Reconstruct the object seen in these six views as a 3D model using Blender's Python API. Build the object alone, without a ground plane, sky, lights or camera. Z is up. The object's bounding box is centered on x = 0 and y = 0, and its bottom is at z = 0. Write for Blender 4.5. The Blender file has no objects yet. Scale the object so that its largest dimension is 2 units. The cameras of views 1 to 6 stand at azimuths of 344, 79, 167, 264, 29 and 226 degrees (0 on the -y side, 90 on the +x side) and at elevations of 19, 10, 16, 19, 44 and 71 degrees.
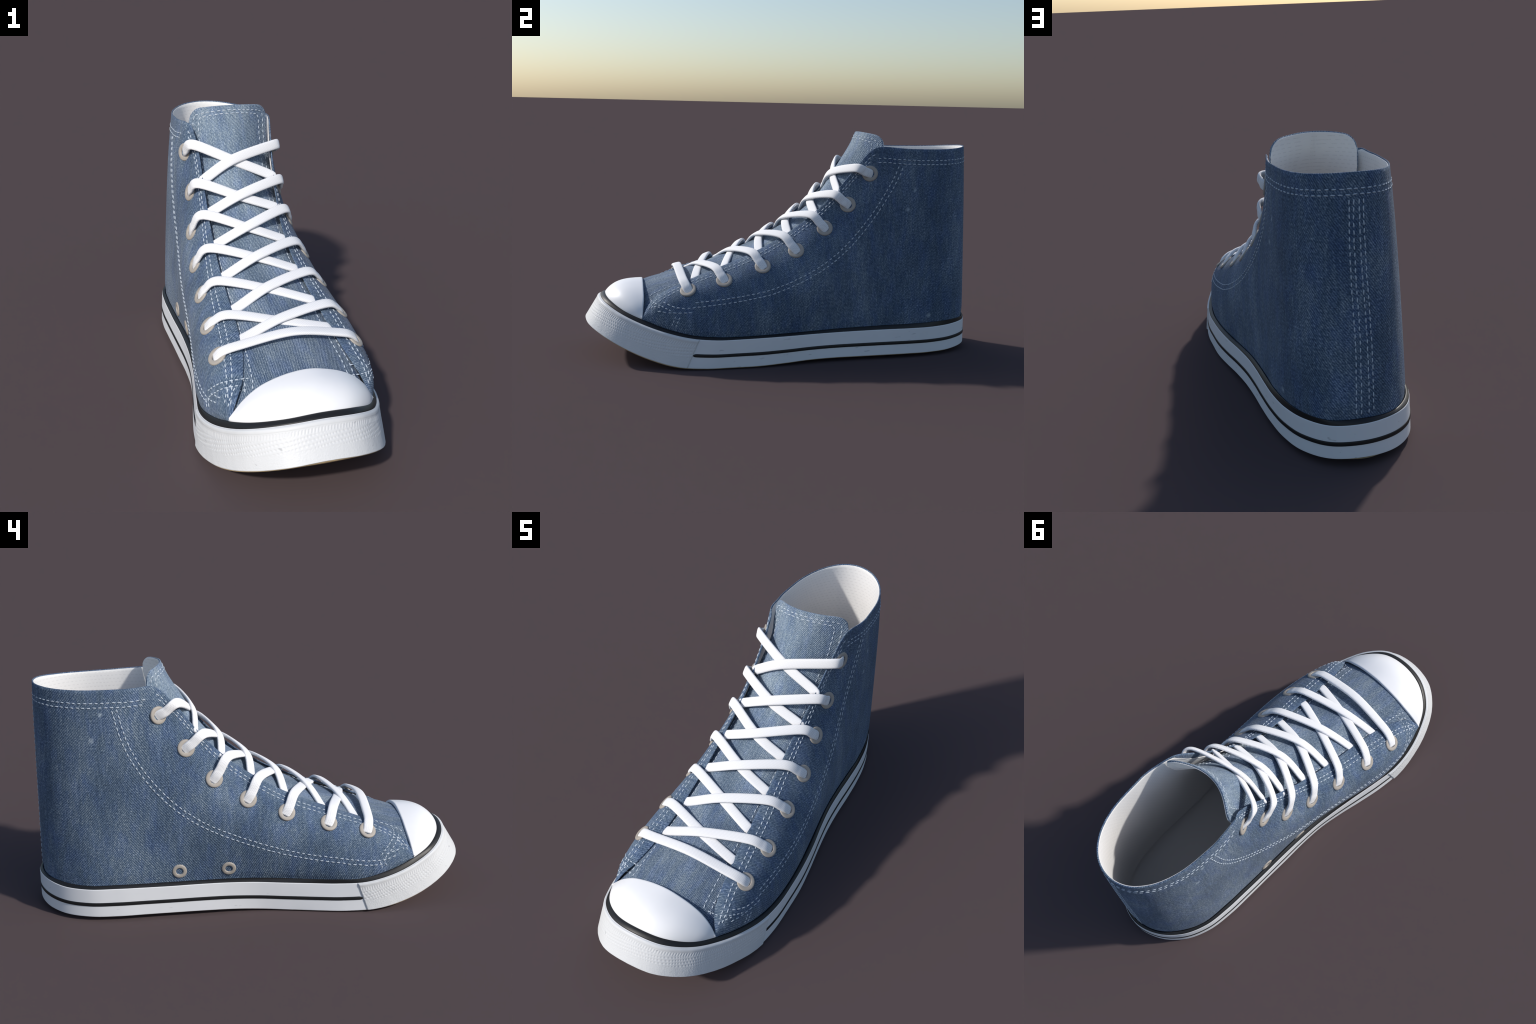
"""Denim high-top canvas shoe: sole, foxing, toe cap, denim quarters, tongue, eyelets, laces, stitching."""
import bpy, math
import numpy as np
from mathutils import Vector, Matrix
from mathutils.bvhtree import BVHTree

RNG = np.random.default_rng(7)
scene = bpy.context.scene

# ------------------------------------------------------------------ curves
def spline(P, n, closed=False):
    """Catmull-Rom through the control points, n samples per span."""
    P = np.array(P, float)
    Q = np.vstack([P[-1], P, P[0], P[1]]) if closed else np.vstack([2*P[0]-P[1], P, 2*P[-1]-P[-2]])
    spans = len(P) if closed else len(P)-1
    out = []
    for i in range(spans):
        a, b, c, d = Q[i:i+4]
        for f in np.arange(n)/n:
            out.append(.5*(2*b+(c-a)*f+(2*a-5*b+4*c-d)*f*f+(3*b-a-3*c+d)*f**3))
    if not closed:
        out.append(P[-1])
    return np.array(out)

def cum(S):
    return np.r_[0, np.cumsum(np.linalg.norm(np.diff(S, axis=0), axis=1))]

def resample(S, k):
    d = cum(S); u = np.linspace(0, d[-1], k)
    return np.stack([np.interp(u, d, S[:, i]) for i in range(S.shape[1])], -1)

def at(S, u):
    """values of table S (rows = stations 0..n-1) at fractional station u"""
    S = np.asarray(S, float); x = np.arange(len(S))
    if S.ndim == 1:
        return np.interp(u, x, S)
    return np.stack([np.interp(u, x, S[:, i]) for i in range(S.shape[1])], -1)

def unit(v):
    return v/(np.linalg.norm(v, axis=-1, keepdims=True)+1e-12)

# sole outlines, counted from the toe tip round the outer side, heel, inner side
SOLE_BOTTOM = [(-.029,-1.000,.181), (.099,-.981,.168), (.198,-.908,.130), (.263,-.805,.082), (.309,-.690,.040), (.346,-.568,.012),
    (.361,-.439,.004), (.360,-.308,.005), (.354,-.177,.006), (.337,-.048,.011), (.316,.081,.017), (.297,.211,.018),
    (.286,.341,.017), (.281,.472,.018), (.272,.602,.018), (.253,.731,.017), (.213,.855,.019), (.134,.959,.027),
    (.013,.998,.034), (-.110,.959,.026), (-.203,.869,.019), (-.255,.750,.018), (-.272,.620,.019), (-.274,.490,.020),
    (-.273,.359,.019), (-.273,.228,.018), (-.271,.097,.014), (-.276,-.033,.007), (-.297,-.162,.003), (-.325,-.290,.003),
    (-.349,-.418,.004), (-.360,-.548,.012), (-.345,-.676,.036), (-.311,-.796,.074), (-.251,-.902,.121), (-.155,-.978,.162)]
FOXING_TOP = [(-.022,-.931,.297), (.100,-.911,.285), (.194,-.838,.248), (.258,-.737,.208), (.307,-.625,.175), (.342,-.507,.152),
    (.357,-.382,.143), (.355,-.256,.144), (.346,-.130,.146), (.329,-.006,.147), (.305,.118,.147), (.286,.243,.147),
    (.278,.369,.149), (.275,.495,.151), (.268,.621,.151), (.248,.745,.151), (.205,.863,.154), (.126,.960,.159),
    (.007,.994,.167), (-.110,.955,.165), (-.199,.867,.155), (-.249,.752,.153), (-.264,.627,.154), (-.267,.501,.153),
    (-.268,.375,.152), (-.267,.249,.152), (-.269,.123,.151), (-.275,-.003,.147), (-.289,-.128,.141), (-.308,-.253,.138),
    (-.329,-.377,.137), (-.346,-.502,.144), (-.337,-.625,.168), (-.302,-.741,.203), (-.244,-.843,.246), (-.145,-.911,.281)]
UPPER_FOOT = [(-.023,-.906,.306), (.097,-.887,.295), (.190,-.818,.257), (.250,-.717,.219), (.294,-.608,.184), (.326,-.491,.160),
    (.340,-.369,.152), (.338,-.245,.152), (.326,-.122,.154), (.309,-.000,.156), (.289,.122,.158), (.272,.244,.161),
    (.264,.367,.164), (.261,.490,.168), (.257,.614,.170), (.243,.736,.173), (.208,.854,.175), (.131,.949,.175),
    (.013,.979,.180), (-.103,.944,.172), (-.188,.856,.166), (-.237,.743,.163), (-.248,.621,.164), (-.250,.497,.163),
    (-.251,.374,.163), (-.250,.250,.162), (-.249,.127,.160), (-.255,.004,.158), (-.272,-.118,.156), (-.298,-.239,.155),
    (-.323,-.360,.155), (-.337,-.482,.158), (-.325,-.602,.181), (-.296,-.717,.216), (-.240,-.819,.255), (-.143,-.886,.288)]

# quarter panel: top edge (throat, collar, throat) and the matching foot edge, plus bulge at three heights
QUARTER_TOP = [(.240,-.735,.234), (.213,-.690,.308), (.197,-.641,.343), (.176,-.507,.403), (.166,-.369,.456), (.158,-.233,.510),
    (.150,-.102,.573), (.149,.019,.648), (.157,.130,.738), (.171,.230,.841), (.187,.320,.955), (.201,.385,1.035), (.212,.435,1.060),
    (.230,.530,1.056), (.230,.601,1.053), (.215,.739,1.052), (.171,.848,1.056), (.099,.919,1.063), (.011,.942,1.066),
    (-.075,.913,1.062), (-.142,.832,1.055), (-.181,.716,1.051), (-.192,.572,1.051), (-.188,.500,1.052),
    (-.178,.425,1.056), (-.158,.383,1.035), (-.149,.303,.945), (-.150,.214,.826), (-.156,.114,.723), (-.163,.000,.635),
    (-.168,-.125,.558), (-.171,-.259,.495), (-.174,-.398,.440), (-.188,-.536,.389), (-.215,-.640,.342), (-.246,-.696,.308), (-.286,-.737,.236)]
QUARTER_FOOT = [(.242,-.735,.225), (.258,-.700,.213), (.275,-.660,.200), (.312,-.550,.170), (.336,-.420,.154), (.340,-.290,.152),
    (.332,-.170,.153), (.318,-.060,.155), (.301,.050,.157), (.283,.160,.159), (.270,.270,.162), (.264,.360,.164), (.262,.420,.166),
    (.260,.529,.168), (.258,.610,.170), (.237,.765,.174), (.189,.889,.174), (.108,.961,.177), (.008,.979,.180),
    (-.090,.953,.174), (-.173,.877,.167), (-.234,.754,.163), (-.249,.591,.164), (-.250,.510,.164),
    (-.251,.420,.163), (-.251,.360,.163), (-.250,.270,.162), (-.249,.160,.161), (-.251,.050,.158), (-.262,-.060,.156),
    (-.283,-.170,.155), (-.309,-.290,.155), (-.333,-.420,.155), (-.333,-.550,.169), (-.312,-.660,.198), (-.301,-.700,.211), (-.290,-.735,.222)]
BULGE_MID = [0,.016,.038,.060,.068,.072,.073,.070,.064,.054,.040,.024,.013,.004,.002,.005,.005,.003,.001,.002,.004,.008,.011,.015,
             .020,.030,.042,.056,.064,.065,.064,.065,.066,.060,.040,.015,0]
BULGE_HIGH = [0,.012,.032,.050,.059,.060,.057,.051,.041,.023,.011,.006,.003,.001,.002,.006,.005,.003,.001,.002,.004,.008,.013,.015,
              .017,.022,.029,.038,.045,.051,.056,.062,.064,.058,.036,.012,0]
BULGE_LOW_RATIO = .60

# toe cap rear arc, left to right
CAP_ARC = [(-.292,-.737,.236), (-.240,-.729,.292), (-.183,-.723,.332), (-.122,-.722,.357), (-.059,-.722,.372), (.004,-.723,.377),
    (.066,-.724,.368), (.124,-.725,.351), (.173,-.726,.324), (.213,-.731,.287), (.244,-.737,.236)]

# tongue centre line (y, z) at quarter stations 0..10
TONGUE_CENTRE = [(-.722,.360), (-.690,.372), (-.640,.386), (-.507,.418), (-.369,.464), (-.233,.524),
    (-.102,.588), (.010,.656), (.118,.738), (.208,.836), (.270,.940)]
TONGUE_UPPER = [((-.162,.402,.910), (.000,.290,.975), (.199,.410,.912)),
                ((-.162,.429,1.010), (.005,.341,1.060), (.200,.443,1.010)),
                ((-.156,.442,1.106), (.012,.372,1.128), (.205,.458,1.108))]

EYELET_OUTER = [(.257,-.515,.369), (.264,-.341,.415), (.251,-.151,.479), (.239,.016,.554), (.220,.162,.662), (.208,.279,.777), (.212,.385,.931)]
EYELET_INNER = [(-.275,-.517,.368), (-.268,-.341,.414), (-.248,-.152,.468), (-.231,.019,.536), (-.212,.166,.634), (-.194,.282,.777), (-.193,.391,.931)]
VENTS = [(-.252,.339,.215), (-.256,.116,.216)]

# swooping seam on each side (y, z)
SEAM_OUTER = [(.550,.968), (.525,.905), (.494,.847), (.432,.745), (.359,.652), (.279,.567), (.191,.495), (.093,.436), (-.011,.389),
              (-.118,.353), (-.229,.331), (-.342,.314), (-.454,.300), (-.508,.293), (-.564,.291), (-.596,.299), (-.639,.316)]
SEAM_INNER = [(.571,.976), (.548,.870), (.512,.770), (.459,.676), (.393,.589), (.314,.511), (.222,.447), (.117,.396), (.001,.350),
              (-.121,.310), (-.249,.282), (-.384,.262), (-.460,.250), (-.530,.241), (-.596,.241), (-.661,.255)]

# ------------------------------------------------------------------ scene helpers
ROOT = bpy.data.objects.new("denim_high_top_shoe", None)
scene.collection.objects.link(ROOT)
ROOT["label"] = "blue denim high-top shoe with white laces and rubber sole"
ROOT["category"] = "shoe"

def add_object(name, mesh, mat=None, parent=ROOT, smooth=True):
    if mat is not None:
        mesh.materials.append(mat)
    if smooth:
        mesh.polygons.foreach_set("use_smooth", [True]*len(mesh.polygons))
    ob = bpy.data.objects.new(name, mesh)
    scene.collection.objects.link(ob)
    ob.parent = parent
    return ob

def make_mesh(name, verts, faces):
    me = bpy.data.meshes.new(name)
    me.from_pydata([tuple(map(float, v)) for v in verts], [], [tuple(map(int, f)) for f in faces])
    me.update()
    return me

def grid_faces(r, c, wrap=False, base=0, flip=False):
    F = []
    for i in range(r if wrap else r-1):
        for j in range(c-1):
            a, b = base+i*c+j, base+((i+1) % r)*c+j
            f = (a, b, b+1, a+1)
            F.append(f[::-1] if flip else f)
    return F

def grid_normals(G):
    return unit(np.cross(np.gradient(G, axis=0), np.gradient(G, axis=1)))

def sheet(G, N, thick, name):
    """cloth: outer grid, inner grid thick below, rounded rim all round"""
    r, c = G.shape[:2]
    I = G-N*thick
    verts = list(G.reshape(-1, 3))+list(I.reshape(-1, 3))
    faces = grid_faces(r, c)+grid_faces(r, c, base=r*c, flip=True)
    loop = [(i, 0) for i in range(r)]+[(r-1, j) for j in range(1, c)]+[(i, c-1) for i in range(r-2, -1, -1)]+[(0, j) for j in range(c-2, 0, -1)]
    base = len(verts)
    cen = lambda i, j: (min(max(i, 1), r-2), min(max(j, 1), c-2))
    for i, j in loop:
        a, b = cen(i, j)
        out = unit(G[i, j]-G[a, b])
        verts.append((G[i, j]+I[i, j])/2+out*thick*.45)
    L = len(loop)
    for k in range(L):
        (i, j), (i2, j2) = loop[k], loop[(k+1) % L]
        o1, o2, m1, m2 = i*c+j, i2*c+j2, base+k, base+(k+1) % L
        faces += [(o2, o1, m1, m2), (m2, m1, r*c+o1, r*c+o2)]
    return make_mesh(name, verts, faces)

# ------------------------------------------------------------------ materials
class Mat:
    """small helper to wire procedural node materials"""
    def __init__(self, name, rough=.6, spec=.5):
        self.m = bpy.data.materials.new(name)
        self.m.use_nodes = True
        self.t = self.m.node_tree
        self.bsdf = self.t.nodes["Principled BSDF"]
        self.bsdf.inputs["Roughness"].default_value = rough
        self.bsdf.inputs["Specular IOR Level"].default_value = spec
        self._pos = None
    def node(self, kind, **kw):
        n = self.t.nodes.new(kind)
        for k, v in kw.items():
            setattr(n, k, v)
        return n
    def link(self, a, b):
        self.t.links.new(a, b)
    def set(self, sock, v):
        if hasattr(v, "is_linked") or isinstance(v, bpy.types.NodeSocket):
            self.link(v, sock)
        else:
            sock.default_value = v
    def math(self, op, a, b=None, c=None, clamp=False):
        n = self.node("ShaderNodeMath", operation=op, use_clamp=clamp)
        for i, v in enumerate((a, b, c)):
            if v is not None:
                self.set(n.inputs[i], v)
        return n.outputs[0]
    def pos(self):
        if self._pos is None:
            tc = self.node("ShaderNodeTexCoord")
            s = self.node("ShaderNodeSeparateXYZ")
            self.link(tc.outputs["Object"], s.inputs[0])
            self._pos = (tc.outputs["Object"], s.outputs[0], s.outputs[1], s.outputs[2])
        return self._pos
    def vec(self, x, y, z=0.0):
        n = self.node("ShaderNodeCombineXYZ")
        for i, v in enumerate((x, y, z)):
            self.set(n.inputs[i], v)
        return n.outputs[0]
    def noise(self, vec, scale, detail=3, rough=.55, dist=0.0):
        n = self.node("ShaderNodeTexNoise")
        self.link(vec, n.inputs["Vector"])
        n.inputs["Scale"].default_value = scale
        n.inputs["Detail"].default_value = detail
        n.inputs["Roughness"].default_value = rough
        n.inputs["Distortion"].default_value = dist
        return n.outputs["Fac"]
    def ramp(self, fac, stops, interp="LINEAR"):
        n = self.node("ShaderNodeValToRGB")
        n.color_ramp.interpolation = interp
        el = n.color_ramp.elements
        while len(el) < len(stops):
            el.new(.5)
        for e, (p, c) in zip(el, stops):
            e.position = p
            e.color = (*c, 1) if len(c) == 3 else c
        self.link(fac, n.inputs[0])
        return n.outputs[0]
    def mix(self, fac, a, b, blend="MIX"):
        n = self.node("ShaderNodeMix", data_type="RGBA", blend_type=blend)
        self.set(n.inputs[0], fac)
        for i, v in ((6, a), (7, b)):
            self.set(n.inputs[i], v if isinstance(v, bpy.types.NodeSocket) else (*v, 1))
        return n.outputs[2]
    def scaled(self, fac, lo, hi):
        n = self.node("ShaderNodeMapRange")
        self.link(fac, n.inputs[0])
        for i, v in ((1, lo[0]), (2, lo[1]), (3, hi[0]), (4, hi[1])):
            n.inputs[i].default_value = v
        return n.outputs[0]
    def color(self, c):
        self.set(self.bsdf.inputs["Base Color"], c if isinstance(c, bpy.types.NodeSocket) else (*c, 1))
    def bump(self, height, dist=.002, strength=.5):
        n = self.node("ShaderNodeBump")
        n.inputs["Strength"].default_value = strength
        n.inputs["Distance"].default_value = dist
        self.link(height, n.inputs["Height"])
        self.link(n.outputs[0], self.bsdf.inputs["Normal"])
    def wrap_coord(self):
        """distance measured round the ankle: along one side, round the heel, back along the other"""
        _, x, y, z = self.pos()
        turn = .62
        ang = self.math("ARCTAN2", x, self.math("MAXIMUM", self.math("SUBTRACT", y, turn), 0.0005))
        side = self.math("MULTIPLY", self.math("SIGN", x), self.math("SUBTRACT", turn, self.math("MINIMUM", y, turn)))
        return self.math("ADD", self.math("MULTIPLY", ang, .26), side)

def denim(name, kind, period, slope, gain=1.0, fade=0.0):
    M = Mat(name, rough=.85, spec=.2)
    P, x, y, z = M.pos()
    if kind == "wrap":
        # over the instep the cloth turns from upright to level: let the weave follow it across
        instep = M.math("MULTIPLY", M.scaled(y, (.15, .55), (.85, 0)), M.math("ABSOLUTE", x))
        u, v = M.wrap_coord(), M.math("SUBTRACT", z, instep)
    else:
        u = x
        v = M.math("ADD", M.math("MULTIPLY", y, .72), M.math("MULTIPLY", z, .72))
    wob = M.noise(P, 110, 3)
    c = M.math("SUBTRACT", u, M.math("MULTIPLY", v, slope))
    ph = M.math("ADD", M.math("MULTIPLY", c, 2*math.pi/period), M.math("MULTIPLY", wob, 5.5))
    twill = M.math("MULTIPLY_ADD", M.math("SINE", ph), .5, .5)
    # flecks: broken warp floats lying along the twill line
    fleck = M.noise(M.vec(M.math("MULTIPLY", c, 1.0), M.math("MULTIPLY", v, .75), 0.0), 1.2/period, 2, .65)
    slub = M.noise(M.vec(M.math("MULTIPLY", u, 95.0), M.math("MULTIPLY", v, 9.0), 0.0), 1.0, 4, .62)
    cloud = M.noise(M.vec(M.math("MULTIPLY", u, 1.0), M.math("MULTIPLY", v, .5), x), 5.0, 4, .62)
    tone = M.math("ADD", M.math("MULTIPLY", M.scaled(cloud, (.33, .67), (0, 1)), .19), M.math("MULTIPLY", M.scaled(slub, (.3, .7), (0, 1)), .15))
    tone = M.math("ADD", tone, M.math("MULTIPLY", twill, .22 if not fade else .36))
    tone = M.math("ADD", tone, M.math("MULTIPLY", M.scaled(fleck, (.27, .73), (0, 1)), .48 if not fade else .44))
    g = gain
    col = M.ramp(tone, [(.15, (.024*g, .042*g, .072*g)), (.42, (.057*g, .094*g, .155*g)),
                        (.62, (.119*g, .170*g, .240*g)), (.92, (.36*g, .42*g, .48*g))])
    hue = M.noise(M.vec(M.math("MULTIPLY", u, 26.0), M.math("MULTIPLY", v, 9.0), 3.3), 1.0, 3, .6)
    col = M.mix(M.scaled(hue, (.45, .75), (0, .6)), col, (.75, .86, 1.20), "MULTIPLY")
    col = M.mix(M.scaled(hue, (.50, .25), (0, .4)), col, (1.08, 1.03, .94), "MULTIPLY")
    # a few pale worn spots on each flank
    for side, sy, sz, sr in (() if fade else ((-1, .641, .948, .013), (-1, .687, .836, .015), (1, .616, .851, .012), (1, .581, .755, .014), (1, .72, .209, .016))):
        dy, dz = M.math("SUBTRACT", y, sy), M.math("SUBTRACT", z, sz)
        d = M.math("SQRT", M.math("ADD", M.math("MULTIPLY", dy, dy), M.math("MULTIPLY", dz, dz)))
        on = M.math("GREATER_THAN", M.math("MULTIPLY", x, side), 0.0)
        k = M.math("MULTIPLY", M.math("MULTIPLY", M.scaled(d, (sr, sr*.15), (0, .75)), on), M.scaled(fleck, (.2, .6), (.3, 1)))
        col = M.mix(k, col, (.42, .50, .57))
    if fade:
        # the flap is rubbed pale and grey by the laces, the vamp keeps its indigo
        worn = M.math("MULTIPLY_ADD", M.scaled(v, (-.30, .80), (0, 1)), .85, M.math("MULTIPLY_ADD", cloud, .5, -.25), clamp=True)
        pale = M.mix(.10, M.mix(1.0, col, (1.72, 1.68, 1.60), "MULTIPLY"), (fade*1.0, fade*1.16, fade*1.30))
        col = M.mix(worn, col, pale)
    M.color(col)
    M.bump(M.math("ADD", twill, fleck), .0014, .6)
    M.bsdf.inputs["Sheen Weight"].default_value = .08
    return M.m

def plain(name, color, rough=.5, spec=.5, metal=0.0):
    M = Mat(name, rough, spec)
    M.color(color)
    M.bsdf.inputs["Metallic"].default_value = metal
    return M.m

def rubber_white(name, base, grime=.25, rough=.5):
    M = Mat(name, rough, .4)
    P, x, y, z = M.pos()
    soft = M.noise(P, 9, 4, .6)
    col = M.mix(M.scaled(soft, (.35, .75), (0, .22)), base, tuple(b*.86 for b in base))
    smudge = M.noise(M.vec(M.math("MULTIPLY", x, 1.0), M.math("MULTIPLY", y, .45), M.math("MULTIPLY", z, 1.6)), 34, 2, .5)
    spot = M.scaled(smudge, (.70, .77), (0, grime))
    col = M.mix(spot, col, (.30, .31, .33))
    M.color(col)
    return M.m

def lining_cloth(name):
    M = Mat(name, .9, .2)
    P, x, y, z = M.pos()
    u = M.wrap_coord()
    row = M.math("FRACT", M.math("MULTIPLY", z, 1/.0165))
    line = M.math("LESS_THAN", row, .24)
    idx = M.math("FLOOR", M.math("MULTIPLY", z, 1/.0165))
    dash = M.math("LESS_THAN", M.math("FRACT", M.math("MULTIPLY_ADD", u, 1/.019, M.math("MULTIPLY", idx, .37))), .58)
    rib = M.math("MULTIPLY_ADD", M.math("SINE", M.math("MULTIPLY", u, 2*math.pi/.0045)), .5, .5)
    n = M.noise(P, 160, 2)
    k = M.math("MULTIPLY", M.math("MULTIPLY", line, dash), M.scaled(n, (.3, .6), (.3, 1)))
    col = M.mix(M.math("MULTIPLY", k, .45), (.80, .79, .78), (.60, .59, .59))
    col = M.mix(M.math("MULTIPLY", rib, .05), col, (.62, .61, .61))
    M.color(col)
    M.bump(M.math("SUBTRACT", M.math("MULTIPLY", rib, .4), k), .0008, .35)
    return M.m

def lace_cloth(name):
    M = Mat(name, .8, .25)
    P, x, y, z = M.pos()
    a = M.math("SINE", M.math("MULTIPLY", x, 2*math.pi/.0075))
    b = M.math("SINE", M.math("MULTIPLY", M.math("ADD", M.math("MULTIPLY", y, .75), z), 2*math.pi/.0075))
    dots = M.scaled(M.math("MULTIPLY", a, b), (.15, .8), (0, 1))
    col = M.mix(M.math("MULTIPLY", dots, .5), (.82, .82, .83), (.50, .50, .54))
    M.color(col)
    M.bump(dots, .0006, -.4)
    return M.m

MAT_DENIM = denim("denim_body", "wrap", .0078, .56, gain=1.0)
MAT_TONGUE = denim("denim_tongue", "front", .0062, .52, gain=.84, fade=.42)
MAT_LINING = lining_cloth("white_lining")
MAT_FOXING = rubber_white("foxing_rubber", (.74, .75, .77), .45)
MAT_BUMPER = rubber_white("bumper_rubber", (.65, .66, .67), .5)
MAT_CAP = rubber_white("toe_cap_rubber", (.86, .86, .87), .0, .38)
MAT_BLACK = plain("black_rubber", (.011, .011, .012), .45, .4)
MAT_EYELET = plain("eyelet_paint", (.375, .34, .30), .5, .35)
MAT_LACE = lace_cloth("lace_cotton")
MAT_STITCH = plain("stitch_thread", (.48, .54, .61), .8, .2)
MAT_OUTSOLE = plain("tan_outsole", (.50, .38, .22), .8, .3)
MAT_INSOLE = lining_cloth("insole_cloth")

# ------------------------------------------------------------------ sole
NS = 18
bottom = spline(SOLE_BOTTOM, NS, True)
bottom[:, 2] = np.maximum(bottom[:, 2], .003)
foxtop = spline(FOXING_TOP, NS, True)
foot = spline(UPPER_FOOT, NS, True)
RING = len(bottom)

def ring_out(C):
    """horizontal outward direction of a closed outline"""
    t = np.roll(C, -1, 0)-np.roll(C, 1, 0); t[:, 2] = 0
    return unit(np.stack([t[:, 1], -t[:, 0], 0*t[:, 0]], -1))
out_dir = ring_out(foxtop)
UPV = np.array([0, 0, 1.0])

def loft_rings(rings, name, flip=False):
    G = np.stack(rings, 1)
    return make_mesh(name, G.reshape(-1, 3), grid_faces(G.shape[0], G.shape[1], True, flip=flip))

# foxing side wall with eased edges
wall = lambda h: bottom*(1-h)+foxtop*h
rings = [wall(0)-out_dir*.010, wall(.0)-out_dir*.002+UPV*.0004, wall(.015), wall(.03), wall(.05), wall(.25), wall(.5), wall(.75), wall(.93), wall(.955), wall(.97),
         wall(.992)-out_dir*.0012, wall(1.0)-out_dir*.004, wall(1.0)-out_dir*.012-UPV*.003]
add_object("foxing_band", loft_rings(rings, "foxing_band"), MAT_FOXING)

# black piping: narrow sloping ledge between foxing and cloth
led = lambda h: (foxtop-out_dir*.0015)*(1-h)+foot*h
rings = [led(-.02)-UPV*.004, led(.0)+UPV*.0006, led(.15)+UPV*.0022, led(.45)+UPV*.0034, led(.8)+UPV*.0034, led(1.0)+UPV*.0014, led(1.12)-UPV*.004]
add_object("black_piping", loft_rings(rings, "black_piping"), MAT_BLACK)

# outsole: tan tread below the foxing
low = bottom-UPV*.003
mir = low[(-np.arange(RING)) % RING]
spine = (low+mir)/2
spine[:, 2] = np.minimum(low[:, 2], mir[:, 2])
tuck = np.interp(bottom[:, 1], [-.62, -.48], [.0006, .007])[:, None]
G = np.stack([bottom-out_dir*tuck+UPV*.0008, low-out_dir*(tuck+.0006), low*.6+spine*.4, spine], 1)
add_object("outsole", make_mesh("outsole", G.reshape(-1, 3), grid_faces(RING, 4, True, flip=True)), MAT_OUTSOLE, smooth=False)

# stations of the bumper ends (front overlay)
def index_at(C, y, side):
    d = np.abs(C[:, 1]-y)+np.where(np.sign(C[:, 0]) == side, 0, 9)
    return int(d.argmin())
i_out, i_in = index_at(foxtop, -.468, 1), index_at(foxtop, -.462, -1)

# black stripe moulded round the foxing, with rounded ends at the bumper
idx = np.arange(i_out, i_in+1)
SC = 12
stripe = []
hw = .0086
for n_, k in enumerate(idx):
    e = min(n_, len(idx)-1-n_)
    w = hw*math.sqrt(max(0.0, 1-(1-min(1, (e+.15)/2.2))**2))
    p = wall(.452)[k]; up = unit((foxtop-bottom)[k])
    o = out_dir[k]
    o = unit(o-up*np.dot(o, up))
    row = []
    for j in range(SC):
        a = 2*math.pi*j/SC
        ca, sa = math.cos(a), math.sin(a)
        row.append(p+up*w*math.copysign(abs(ca)**.5, ca)+o*(.0020*math.copysign(abs(sa)**.6, sa)+.0004))
    stripe.append(row+[row[0]])
stripe = np.array(stripe)
add_object("foxing_stripe", make_mesh("foxing_stripe", stripe.reshape(-1, 3), grid_faces(len(stripe), SC+1, flip=True)), MAT_BLACK)

# toe bumper: moulded rubber overlay with ticks, lozenges and pebble grain
front = np.r_[np.arange(i_in, RING), np.arange(0, i_out+1)]
NB, HB = 700, 72
b_low, b_top = resample(bottom[front], NB), resample(foxtop[front], NB)
b_out = unit(np.stack([np.interp(np.linspace(0, 1, NB), np.linspace(0, 1, len(front)), out_dir[front][:, i]) for i in range(3)], -1))
s_len = cum(b_low); L = s_len[-1]
h = np.linspace(.012, .985, HB)
Sg, Hg = np.meshgrid(s_len, h, indexing="ij")
smooth = lambda a, b, x: (lambda q: q*q*(3-2*q))(np.clip((x-a)/(b-a), 0, 1))
band = lambda lo, hi, w=.02: smooth(lo-w, lo+w, Hg)*(1-smooth(hi-w, hi+w, Hg))
mid = L/2
slant = np.where(Sg < mid, 1, -1)*1.0
tick = .5+.5*np.cos(2*math.pi*(Sg-.045*(Hg-.8)*.6)/.0115)
warp = .004*np.sin(Sg*23+Hg*5)+.003*np.sin(Sg*61-Hg*9)
c1 = 2*math.pi*((Sg+warp)/.030+(Hg*.14)/.021); c2 = 2*math.pi*((Sg+warp)/.024-(Hg*.14)/.050)
loz = np.clip(np.sin(c1)*np.sin(c2), 0, 1)
grain = RNG.random(Sg.shape)
lump = np.sin(Sg*37)*np.sin(Sg*91+Hg*6)*.5
relief = -.0012*(tick**2)*band(.73, .84, .012)-.0013*loz*band(.36, .71)-.0008*grain*band(.03, .36, .02)+.0005*lump
relief += .0012*band(.885, .97, .015)
ease = np.minimum(1, np.minimum(Sg, L-Sg)/.006)**.5
proud = .0056*ease*np.minimum(1, (Hg-.0)/.03)**.5*np.minimum(1, (1.0-Hg)/.05)**.5+.0004
Gb = b_low[:, None]*(1-Hg[..., None])+b_top[:, None]*Hg[..., None]+b_out[:, None]*(proud+relief*ease)[..., None]
# fold the borders back into the foxing
first, last = Gb[:1]-b_out[:1, None]*.006, Gb[-1:]-b_out[-1:, None]*.006
Gb = np.concatenate([first, Gb, last], 0)
ob2 = np.concatenate([b_out[:1], b_out, b_out[-1:]], 0)
Gb = np.concatenate([Gb[:, :1]-ob2[:, None]*.006, Gb, Gb[:, -1:]-ob2[:, None]*.006], 1)
add_object("toe_bumper", make_mesh("toe_bumper", Gb.reshape(-1, 3), grid_faces(Gb.shape[0], Gb.shape[1])), MAT_BUMPER)

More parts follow.
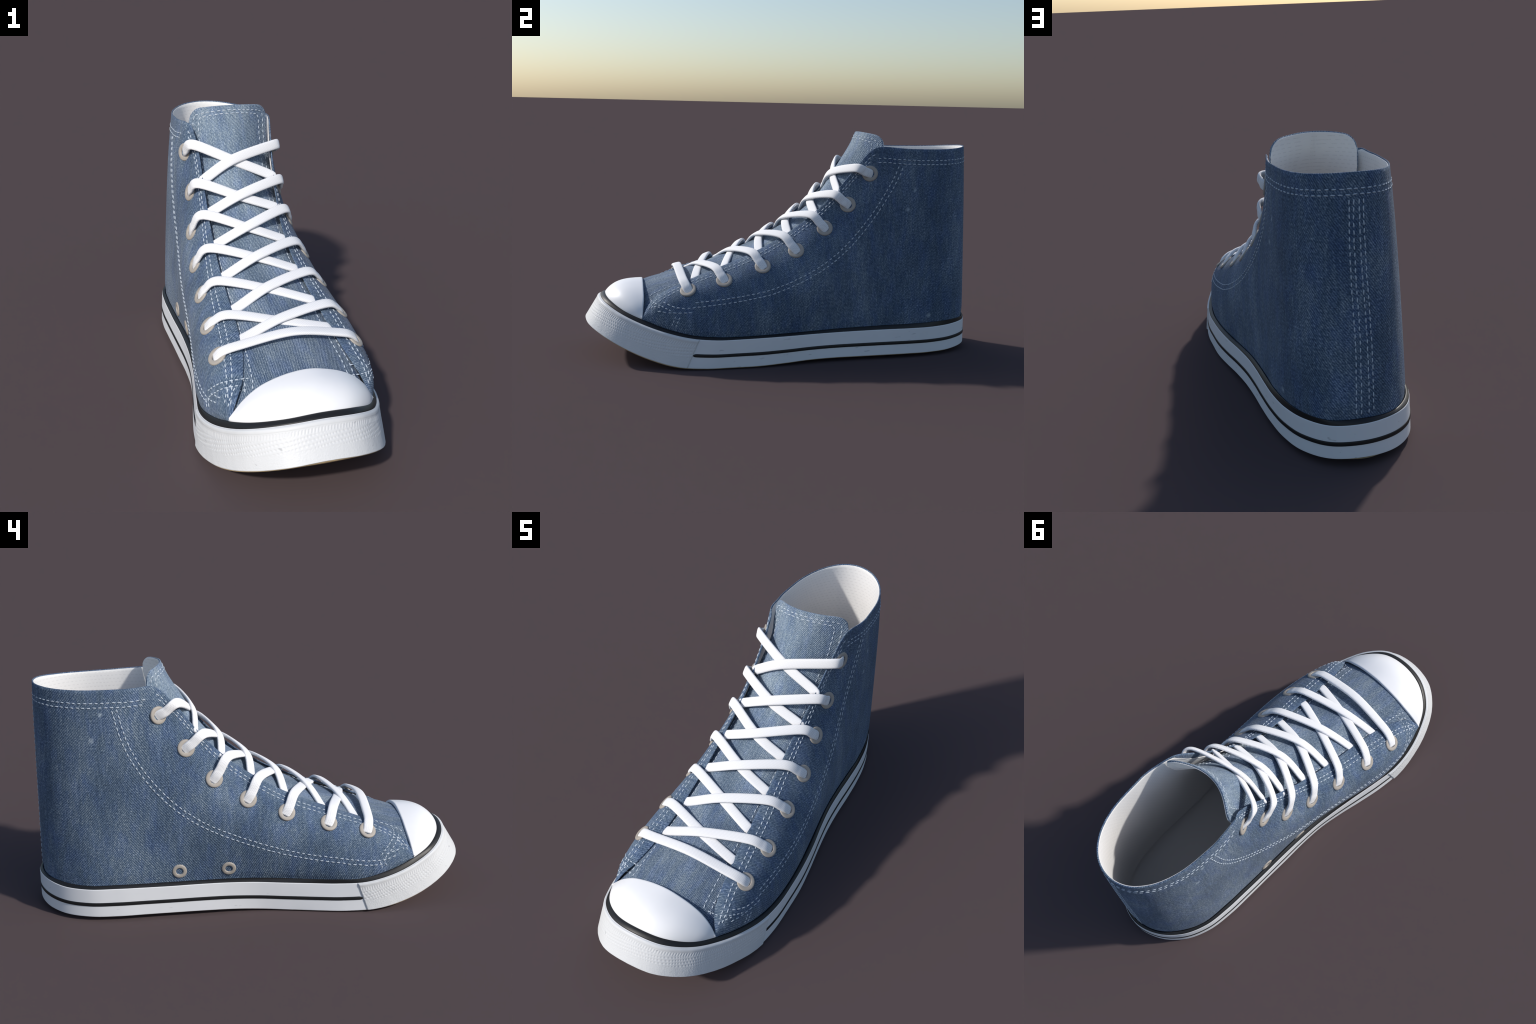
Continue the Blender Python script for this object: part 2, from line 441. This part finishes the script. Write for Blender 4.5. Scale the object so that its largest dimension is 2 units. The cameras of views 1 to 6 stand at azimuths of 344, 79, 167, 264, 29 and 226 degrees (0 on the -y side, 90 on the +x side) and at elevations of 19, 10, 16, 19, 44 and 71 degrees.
# ------------------------------------------------------------------ toe cap
j_in, j_out = index_at(foot, -.735, -1), index_at(foot, -.735, 1)
cap_front = resample(foot[np.r_[np.arange(j_in, RING), np.arange(0, j_out+1)]], 121)
cap_back = resample(spline(CAP_ARC, 12), 121)
ws = np.linspace(0, 1, 40)
chord = cap_back-cap_front
span = np.linalg.norm(chord, axis=1, keepdims=True)
outw = unit((cap_front+cap_back)/2-np.array([-.02, -.62, .0])); outw[:, 2] = 0; outw = unit(outw)
bdir = unit(UPV*.93+outw*.37)
bdir = unit(bdir-unit(chord)*np.sum(bdir*unit(chord), 1, keepdims=True)*.7)
prof = np.sin(math.pi*ws**.80)
Gc = cap_front[:, None]+chord[:, None]*ws[None, :, None]+bdir[:, None]*(span*.130)[:, None]*prof[None, :, None]
lip_in = np.array([0, .004, -.0015]); lip_low = np.array([0, .005, -.014])
Gc = np.concatenate([Gc[:, :1]-UPV*.012, Gc, Gc[:, -1:]+lip_in, Gc[:, -1:]+lip_low], 1)
add_object("toe_cap", make_mesh("toe_cap", Gc.reshape(-1, 3), grid_faces(Gc.shape[0], Gc.shape[1])), MAT_CAP)

# ------------------------------------------------------------------ quarters
SPAN = 12
N_STATIONS = len(QUARTER_TOP)-1
q_top, q_foot = spline(QUARTER_TOP, SPAN), spline(QUARTER_FOOT, SPAN)
station = np.linspace(0, len(QUARTER_TOP)-1, len(q_top))
def smooth_table(tab):
    return spline(np.stack([tab, np.zeros(len(tab))], -1), SPAN)[:, 0]
bm, bh = smooth_table(BULGE_MID), smooth_table(BULGE_HIGH)
bl = bm*BULGE_LOW_RATIO
ts = np.r_[-.012, np.linspace(0, 1, 61)]
R0 = q_foot[:, None]*(1-ts)[None, :, None]+q_top[:, None]*ts[None, :, None]
RN = grid_normals(R0)
knots = np.array([0, .2, .45, .75, 1.0])
def bulge_profile(vals):
    """smooth curve through the bulge heights at the knots"""
    V = np.polyfit(knots, vals, 4)
    return np.polyval(V, np.clip(ts, 0, 1))
B = np.array([bulge_profile([0, bl[i], bm[i], bh[i], 0]) for i in range(len(q_top))])
QG = R0+RN*(B-.004*np.clip(1-ts/.05, 0, 1)[None, :])[..., None]
QN = grid_normals(QG)
CLOTH = .0055
add_object("denim_quarter", sheet(QG, QN, CLOTH, "denim_quarter"), MAT_DENIM)
pad = np.interp(ts, [0, .8, 1], [.006, .004, 0])[None, :, None]
LG = QG-QN*(CLOTH+.0005+pad)
cut = 30
lin = LG[cut:-cut].copy()
lin_tuck = np.interp(station[cut:-cut], [10.6, 11.6], [.05, 0.0])[:, None]
for _k in range(3):
    lin[..., _k] = np.array([np.interp(ts*(1-lin_tuck[_i, 0]), ts, LG[cut+_i, :, _k]) for _i in range(len(lin))])
recess = np.interp(station[cut:-cut], [11.0, 12.2, N_STATIONS-12.2, N_STATIONS-11.0], [1.1, .16, .16, 1.1])[:, None]
lin[:, -1] += (LG[cut:-cut, -2]-LG[cut:-cut, -1])*np.minimum(recess, .9)
add_object("quarter_lining", sheet(lin, QN[cut:-cut], .0025, "quarter_lining"), MAT_LINING)

def quarter_point(st, t):
    i = st*SPAN; i0 = int(min(max(math.floor(i), 0), len(q_top)-2)); f = i-i0
    row = QG[i0]*(1-f)+QG[i0+1]*f
    nrm = QN[i0]*(1-f)+QN[i0+1]*f
    p = np.array([np.interp(t, ts, row[:, k]) for k in range(3)])
    n = np.array([np.interp(t, ts, nrm[:, k]) for k in range(3)])
    return p, unit(n)

qv = [Vector(v) for v in QG.reshape(-1, 3)]
bvh = BVHTree.FromPolygons(qv, grid_faces(QG.shape[0], QG.shape[1]))
def snap(p):
    loc, nrm, _, _ = bvh.find_nearest(Vector(p))
    nrm = np.array(nrm)
    g = np.array(loc)
    outward = g-np.array([0, min(g[1], .6), g[2]])
    if np.dot(nrm, outward) < 0:
        nrm = -nrm
    return g, nrm

# footbed: cloth walls run straight down inside the sole to a deep floor
FLOOR_Z = .024
inner_top = foot-ring_out(foot)*.016; inner_top[:, 2] = foot[:, 2]+.004
inner_low = bottom-out_dir*.009; inner_low[:, 2] = np.maximum(FLOOR_Z, bottom[:, 2]+.010)
imir = inner_low[(-np.arange(RING)) % RING]; isp = (inner_low+imir)/2
G = np.stack([inner_top, inner_top*.5+inner_low*.5, inner_low, inner_low*.66+isp*.34, inner_low*.33+isp*.67, isp], 1)
add_object("insole", make_mesh("insole", G.reshape(-1, 3), grid_faces(RING, 6, True)), MAT_INSOLE)

# ------------------------------------------------------------------ tongue
L_edge, C_line, R_edge = [], [], []
for k, (cy, cz) in enumerate(TONGUE_CENTRE):
    t_in = 1-(.02 if k == 0 else .10 if k < 3 else .09 if k < 6 else .09+.018*(k-5))
    pr, nr = quarter_point(k, t_in)
    pl, nl = quarter_point(len(QUARTER_TOP)-1-k, t_in)
    depth = .006 if k == 0 else .019 if k < 8 else .020
    R_edge.append(pr-nr*depth); L_edge.append(pl-nl*depth)
    C_line.append((np.interp(k, [0, 10], [-.02, .0]), cy, cz))
for l, c, r in TONGUE_UPPER:
    L_edge.append(l); C_line.append(c); R_edge.append(r)
NV = 14
Le, Ce, Re = (spline(np.array(e), NV) for e in (L_edge, C_line, R_edge))
V_MAX = len(Le)-1
q = np.linspace(-1, 1, 57)
rows = np.linspace(0, 1, 190)
TG = np.zeros((len(rows), len(q), 3))
for j, qq in enumerate(q):
    corner = max(0, (abs(qq)-.70)/.30)
    v_end = V_MAX-8*(1-math.sqrt(max(0, 1-corner**2.4)))
    for i, rr in enumerate(rows):
        v = rr*v_end
        l, c, r = at(Le, v), at(Ce, v), at(Re, v)
        power = np.interp(v, [0, 14, 42, V_MAX-30, V_MAX], [2.3, 2.2, 2.0, 2.0, 2.0])
        f = 1-abs(qq)**power
        TG[i, j] = (l+r)/2+(r-l)/2*qq+(c-(l+r)/2)*f
TN = grid_normals(TG)
if TN[100, 28, 2] < 0:
    TN = -TN; TG = TG[:, ::-1]; TN = TN[:, ::-1]
tongue = add_object("tongue", sheet(TG, TN, .007, "tongue"), MAT_TONGUE)
sub = (slice(6, None), slice(None))
rr_, cc_ = np.meshgrid(np.linspace(1, 0, TG[sub].shape[0]), np.linspace(-1, 1, TG.shape[1]), indexing="ij")
padding = .0074+.002*smooth(.0, .10, rr_)*(1-np.abs(cc_)**6)*(1-.8*smooth(.45, .7, rr_))
add_object("tongue_lining", sheet(TG[sub]-TN[sub]*padding[..., None], TN[sub], .003, "tongue_lining"), MAT_LINING, parent=tongue)
tbvh = BVHTree.FromPolygons([Vector(v) for v in TG.reshape(-1, 3)], grid_faces(TG.shape[0], TG.shape[1]))

# ------------------------------------------------------------------ eyelets
def ring_mesh(name, r_in, r_out, height, seg=40):
    pr = [(r_in-.0005, -.003), (r_in, height*.6), (r_in+.0015, height*.95), (r_in+.003, height), ((r_in+r_out)/2, height), (r_out-.004, height*.92), (r_out-.0015, height*.7), (r_out, height*.2), (r_out, -.002)]
    V = [(r*math.cos(2*math.pi*i/seg), r*math.sin(2*math.pi*i/seg), z) for i in range(seg) for r, z in pr]
    return make_mesh(name, V, grid_faces(seg, len(pr), True, flip=True))
def place(ob, p, n):
    zz = Vector(n).normalized(); xx = Vector((0, 1, 0)); xx = (xx-zz*xx.dot(zz)).normalized(); yy = zz.cross(xx)
    ob.matrix_world = Matrix(((xx.x, yy.x, zz.x, p[0]), (xx.y, yy.y, zz.y, p[1]), (xx.z, yy.z, zz.z, p[2]), (0, 0, 0, 1)))
eye_me, vent_me = ring_mesh("eyelet", .0215, .0395, .0055), ring_mesh("vent_eyelet", .0165, .0330, .0052)
for me in (eye_me, vent_me):
    me.materials.append(MAT_EYELET)
    me.polygons.foreach_set("use_smooth", [True]*len(me.polygons))
EY = {1: [], -1: []}
for side, pts in ((1, EYELET_OUTER), (-1, EYELET_INNER)):
    for p in pts:
        g, n = snap(p)
        EY[side].append((g, n))
        ob = bpy.data.objects.new("eyelet", eye_me); scene.collection.objects.link(ob); ob.parent = ROOT
        place(ob, g, n)
for p in VENTS:
    g, n = snap(p)
    ob = bpy.data.objects.new("vent_eyelet", vent_me); scene.collection.objects.link(ob); ob.parent = ROOT
    place(ob, g, n)

# ------------------------------------------------------------------ laces
LACE_W, LACE_T = .0222, .0078
def lace_mesh(path, norms, name="lace"):
    P = spline(path, 14); Nn = unit(spline(norms, 14))
    d = cum(P); k = 90; u = np.linspace(0, d[-1], k)
    P, Nn = (np.stack([np.interp(u, d, A[:, i]) for i in range(3)], -1) for A in (P, Nn))
    T = unit(np.gradient(P, axis=0))
    Nn = unit(Nn-T*np.sum(T*Nn, 1, keepdims=True)); S = np.cross(T, Nn)
    seg = 20; rows_ = []
    for i in range(seg):
        a = 2*math.pi*i/seg
        ca, sa = math.cos(a), math.sin(a)
        w = LACE_W*math.copysign(abs(ca)**.62, ca); t = LACE_T*math.copysign(abs(sa)**.75, sa)
        rows_.append(P+S*w+Nn*t)
    G = np.stack(rows_, 1)
    V = list(G.reshape(-1, 3)); F = []
    for i in range(k-1):
        for j in range(seg):
            F.append((i*seg+j, i*seg+(j+1) % seg, (i+1)*seg+(j+1) % seg, (i+1)*seg+j))
    F.append(tuple(range(seg))[::-1]); F.append(tuple((k-1)*seg+j for j in range(seg)))
    return make_mesh(name, V, F)

EMERGE = [-.472, -.325, -.155, -.010, .122, .232]
CROSS = [(-.438,.455), (-.276,.523), (-.131,.604), (.003,.690), (.127,.790), (.241,.918)]
thr = {1: spline(QUARTER_TOP[:13], 30), -1: spline(QUARTER_TOP[24:][::-1], 30)}
cen_line = spline([(0, a, b) for a, b in TONGUE_CENTRE], 20)
def throat(side, y):
    C = thr[side]; return C[np.abs(C[:, 1]-y).argmin()]
def crown_normal(y):
    k = int(np.abs(cen_line[:, 1]-y).argmin()); k = min(max(k, 2), len(cen_line)-3)
    t = unit(cen_line[k+2]-cen_line[k-2]); return np.array([0, -t[2], t[1]])
def lace_path(row, side, lift):
    """from under the far throat edge, across the tongue, over the near edge and into the eyelet"""
    g, n = EY[side][row]
    e = throat(-side, EMERGE[row-1]); ne = crown_normal(e[1])
    x = np.array([-.008, *CROSS[row-1]]); nx = crown_normal(x[1])
    inward = np.array([side*1.0, 0, 0])
    k = np.abs(thr[-side][:, 1]-EMERGE[row-1]).argmin()/30
    pq, nq = quarter_point(k if side < 0 else len(QUARTER_TOP)-1-k, .975)
    start = pq-nq*.011
    p1 = e+inward*.022-ne*.003
    p2 = x+nx*lift
    edge = throat(side, g[1]-(.035, .045, .055, .062, .070, .070)[row-1])
    n3 = unit(n+crown_normal(edge[1])*1.2)
    p3 = edge+n3*((.022, .022, .022, .021, .018, .017) if side > 0 else (.022, .022, .023, .025, .026, .026))[row-1]+(g-edge)*.10
    p4 = g+(edge-g)*.30+n*.0165
    p6 = g+unit(g-edge)*.016-n*.010
    return [start, p1, p2, p3, p4, p6], [ne, ne, nx, n3, unit(n+n3*.3), unit(n+unit(g-edge)*.9)]
for row in range(1, 7):
    for side, lift in ((1, .000), (-1, -.0145)):
        add_object("shoelace", lace_mesh(*lace_path(row, side, lift)), MAT_LACE)
(gl, nl), (gr, nr) = EY[-1][0], EY[1][0]
c1n = crown_normal(-.56)
tl, tr = throat(-1, -.530), throat(1, -.530)
bar = [gl+unit(gl-tl)*.016-nl*.010, gl+(tl-gl)*.30+nl*.0165, tl+unit(nl+c1n)*.022, np.array([0, -.545, .443]), tr+unit(nr+c1n)*.022, gr+(tr-gr)*.30+nr*.0165, gr+unit(gr-tr)*.016-nr*.010]
bn = [unit(nl+unit(gl-tl)*.9), nl, unit(nl+c1n), c1n, unit(nr+c1n), nr, unit(nr+unit(gr-tr)*.9)]
add_object("shoelace", lace_mesh(bar, bn), MAT_LACE)

# ------------------------------------------------------------------ stitching
ST_LEN, ST_PITCH, ST_W, ST_H = .0160, .0248, .0026, .0018
def stitches(lines, name, parent, pitch=ST_PITCH, length=ST_LEN):
    """each line: array of surface points and normals; one small thread capsule per stitch"""
    V, F = [], []
    prof = [(-1, .25), (-.8, .75), (-.3, 1), (.3, 1), (.8, .75), (1, .25)]
    seg = 6
    for P, Nn in lines:
        d = cum(P)
        s = pitch*.3
        while s+length < d[-1]:
            a, b = s, s+length*RNG.uniform(.86, 1.1)
            pa, pb = (np.array([np.interp(k, d, P[:, i]) for i in range(3)]) for k in (a, b))
            nn = unit(np.array([np.interp((a+b)/2, d, Nn[:, i]) for i in range(3)]))
            t = unit(pb-pa); sd = np.cross(t, nn)
            sway = sd*RNG.uniform(-.0007, .0007)
            t = unit(t+sd*RNG.uniform(-.10, .10))
            c = (pa+pb)/2+nn*.0006+sway; hl = np.linalg.norm(pb-pa)/2
            base = len(V)
            for f, w in prof:
                for j in range(seg):
                    an = 2*math.pi*j/seg
                    V.append(c+t*hl*f+sd*ST_W*w*math.cos(an)+nn*ST_H*w*math.sin(an))
            for i in range(len(prof)-1):
                for j in range(seg):
                    F.append((base+i*seg+j, base+i*seg+(j+1) % seg, base+(i+1)*seg+(j+1) % seg, base+(i+1)*seg+j))
            F.append(tuple(base+j for j in range(seg))[::-1]); F.append(tuple(base+(len(prof)-1)*seg+j for j in range(seg)))
            s += pitch*RNG.uniform(.94, 1.06)
    ob = add_object(name, make_mesh(name, V, F), MAT_STITCH, parent=parent)
    ob["kind"] = "stuff"
    return ob

def on_quarter(pts):
    P, Nn = zip(*[snap(p) for p in pts]); return np.array(P), np.array(Nn)
def side_line(yz, side, shift=0.0):
    """project a (y, z) line on to one flank; shift moves it sideways on the cloth"""
    C = spline([(0, a, b) for a, b in yz], 10)[:, 1:]
    C = resample(np.c_[C, np.zeros(len(C))], 160)[:, :2]
    if shift:
        t = unit(np.gradient(C, axis=0)); C = C+np.stack([-t[:, 1], t[:, 0]], -1)*shift
    P, Nn = [], []
    for a, b in C:
        hit = bvh.ray_cast(Vector((side*1.0, a, b)), Vector((-side, 0, 0)))
        if hit[0] is None:
            continue
        n = np.array(hit[1]); n = n if n[0]*side > 0 else -n
        P.append(np.array(hit[0])); Nn.append(n)
    return np.array(P), np.array(Nn)
def edge_line(st0, st1, dist):
    """line parallel to the panel's top edge, dist below it"""
    P, Nn = [], []
    for st in np.linspace(st0, st1, 220):
        full = np.linalg.norm(at(QUARTER_TOP, st)-at(QUARTER_FOOT, st))
        p, n = quarter_point(st, 1-min(.9, dist/max(full, .03)))
        P.append(p); Nn.append(n)
    return np.array(P), np.array(Nn)
quarter_ob = bpy.data.objects["denim_quarter"]
N_ST = len(QUARTER_TOP)-1
stitches([edge_line(11.75, N_ST-12.25, .054), edge_line(11.75, N_ST-12.25, .074)], "collar_stitching", quarter_ob)
stitches([edge_line(.75, 11.6, .030), edge_line(1.05, 11.4, .050), edge_line(N_ST-11.6, N_ST-.75, .030), edge_line(N_ST-11.4, N_ST-1.05, .050)], "throat_stitching", quarter_ob)
stitches([side_line(SEAM_OUTER, 1), side_line(SEAM_OUTER[:13]+[(-.500,.294)], 1, -.021), side_line([(-.494,.272), (-.564,.269), (-.604,.268), (-.675,.273)], 1),
          side_line(SEAM_INNER, -1), side_line(SEAM_INNER[:13]+[(-.543,.241), (-.600,.245)], -1, .021), side_line([(-.590,.264), (-.662,.277)], -1)], "seam_stitching", quarter_ob)
stitches([side_line([(-.577,.257), (-.599,.199)], 1), side_line([(-.557,.253), (-.581,.192)], 1),
          side_line([(-.691,.311), (-.642,.295), (-.587,.272)], 1), side_line([(-.680,.291), (-.630,.289)], 1),
          side_line([(-.568,.261), (-.596,.288), (-.634,.322), (-.680,.350)], -1), side_line([(-.586,.243), (-.616,.274), (-.657,.312), (-.695,.334)], -1),
          side_line([(-.563,.237), (-.580,.196)], -1), side_line([(-.582,.248), (-.599,.207)], -1),
          side_line([(-.656,.325), (-.672,.294), (-.690,.258)], -1), side_line([(-.674,.319), (-.691,.289), (-.707,.258)], -1)], "bar_tack_stitching", quarter_ob, .0195, .0135)
heel = []
for x0, x1 in ((.050,.036), (.030,.015), (.003,-.017), (-.017,-.037)):
    pts = [(x0+(x1-x0)*f+.004*math.sin(f*7), 1.0, .986+(.190-.986)*f) for f in np.linspace(0, 1, 40)]
    heel.append(on_quarter(pts))
stitches(heel, "heel_stitching", quarter_ob, .0262, .0170)

def tongue_line(inset):
    """runs up one side of the tongue, across the top and down the other, inset from the rim"""
    r, c = TG.shape[:2]
    P, Nn = [], []
    def pick(i, j):
        i0, j0 = int(min(i, r-2)), int(min(j, c-2)); fi, fj = i-i0, j-j0
        f = lambda A: A[i0, j0]*(1-fi)*(1-fj)+A[i0+1, j0]*fi*(1-fj)+A[i0, j0+1]*(1-fi)*fj+A[i0+1, j0+1]*fi*fj
        P.append(f(TG)); Nn.append(unit(f(TN)))
    dj = (inset-.010)/.35*(c-1); di = inset/1.5*(r-1)*1.05
    for i in np.linspace(10, r-1-di-2, 160): pick(i, dj)
    for j in np.linspace(dj+1.2, c-1-dj-1.2, 60): pick(r-1-di, j)
    for i in np.linspace(r-1-di-2, 10, 160): pick(i, c-1-dj)
    return np.array(P), np.array(Nn)
stitches([tongue_line(.030), tongue_line(.052)], "tongue_stitching", tongue)
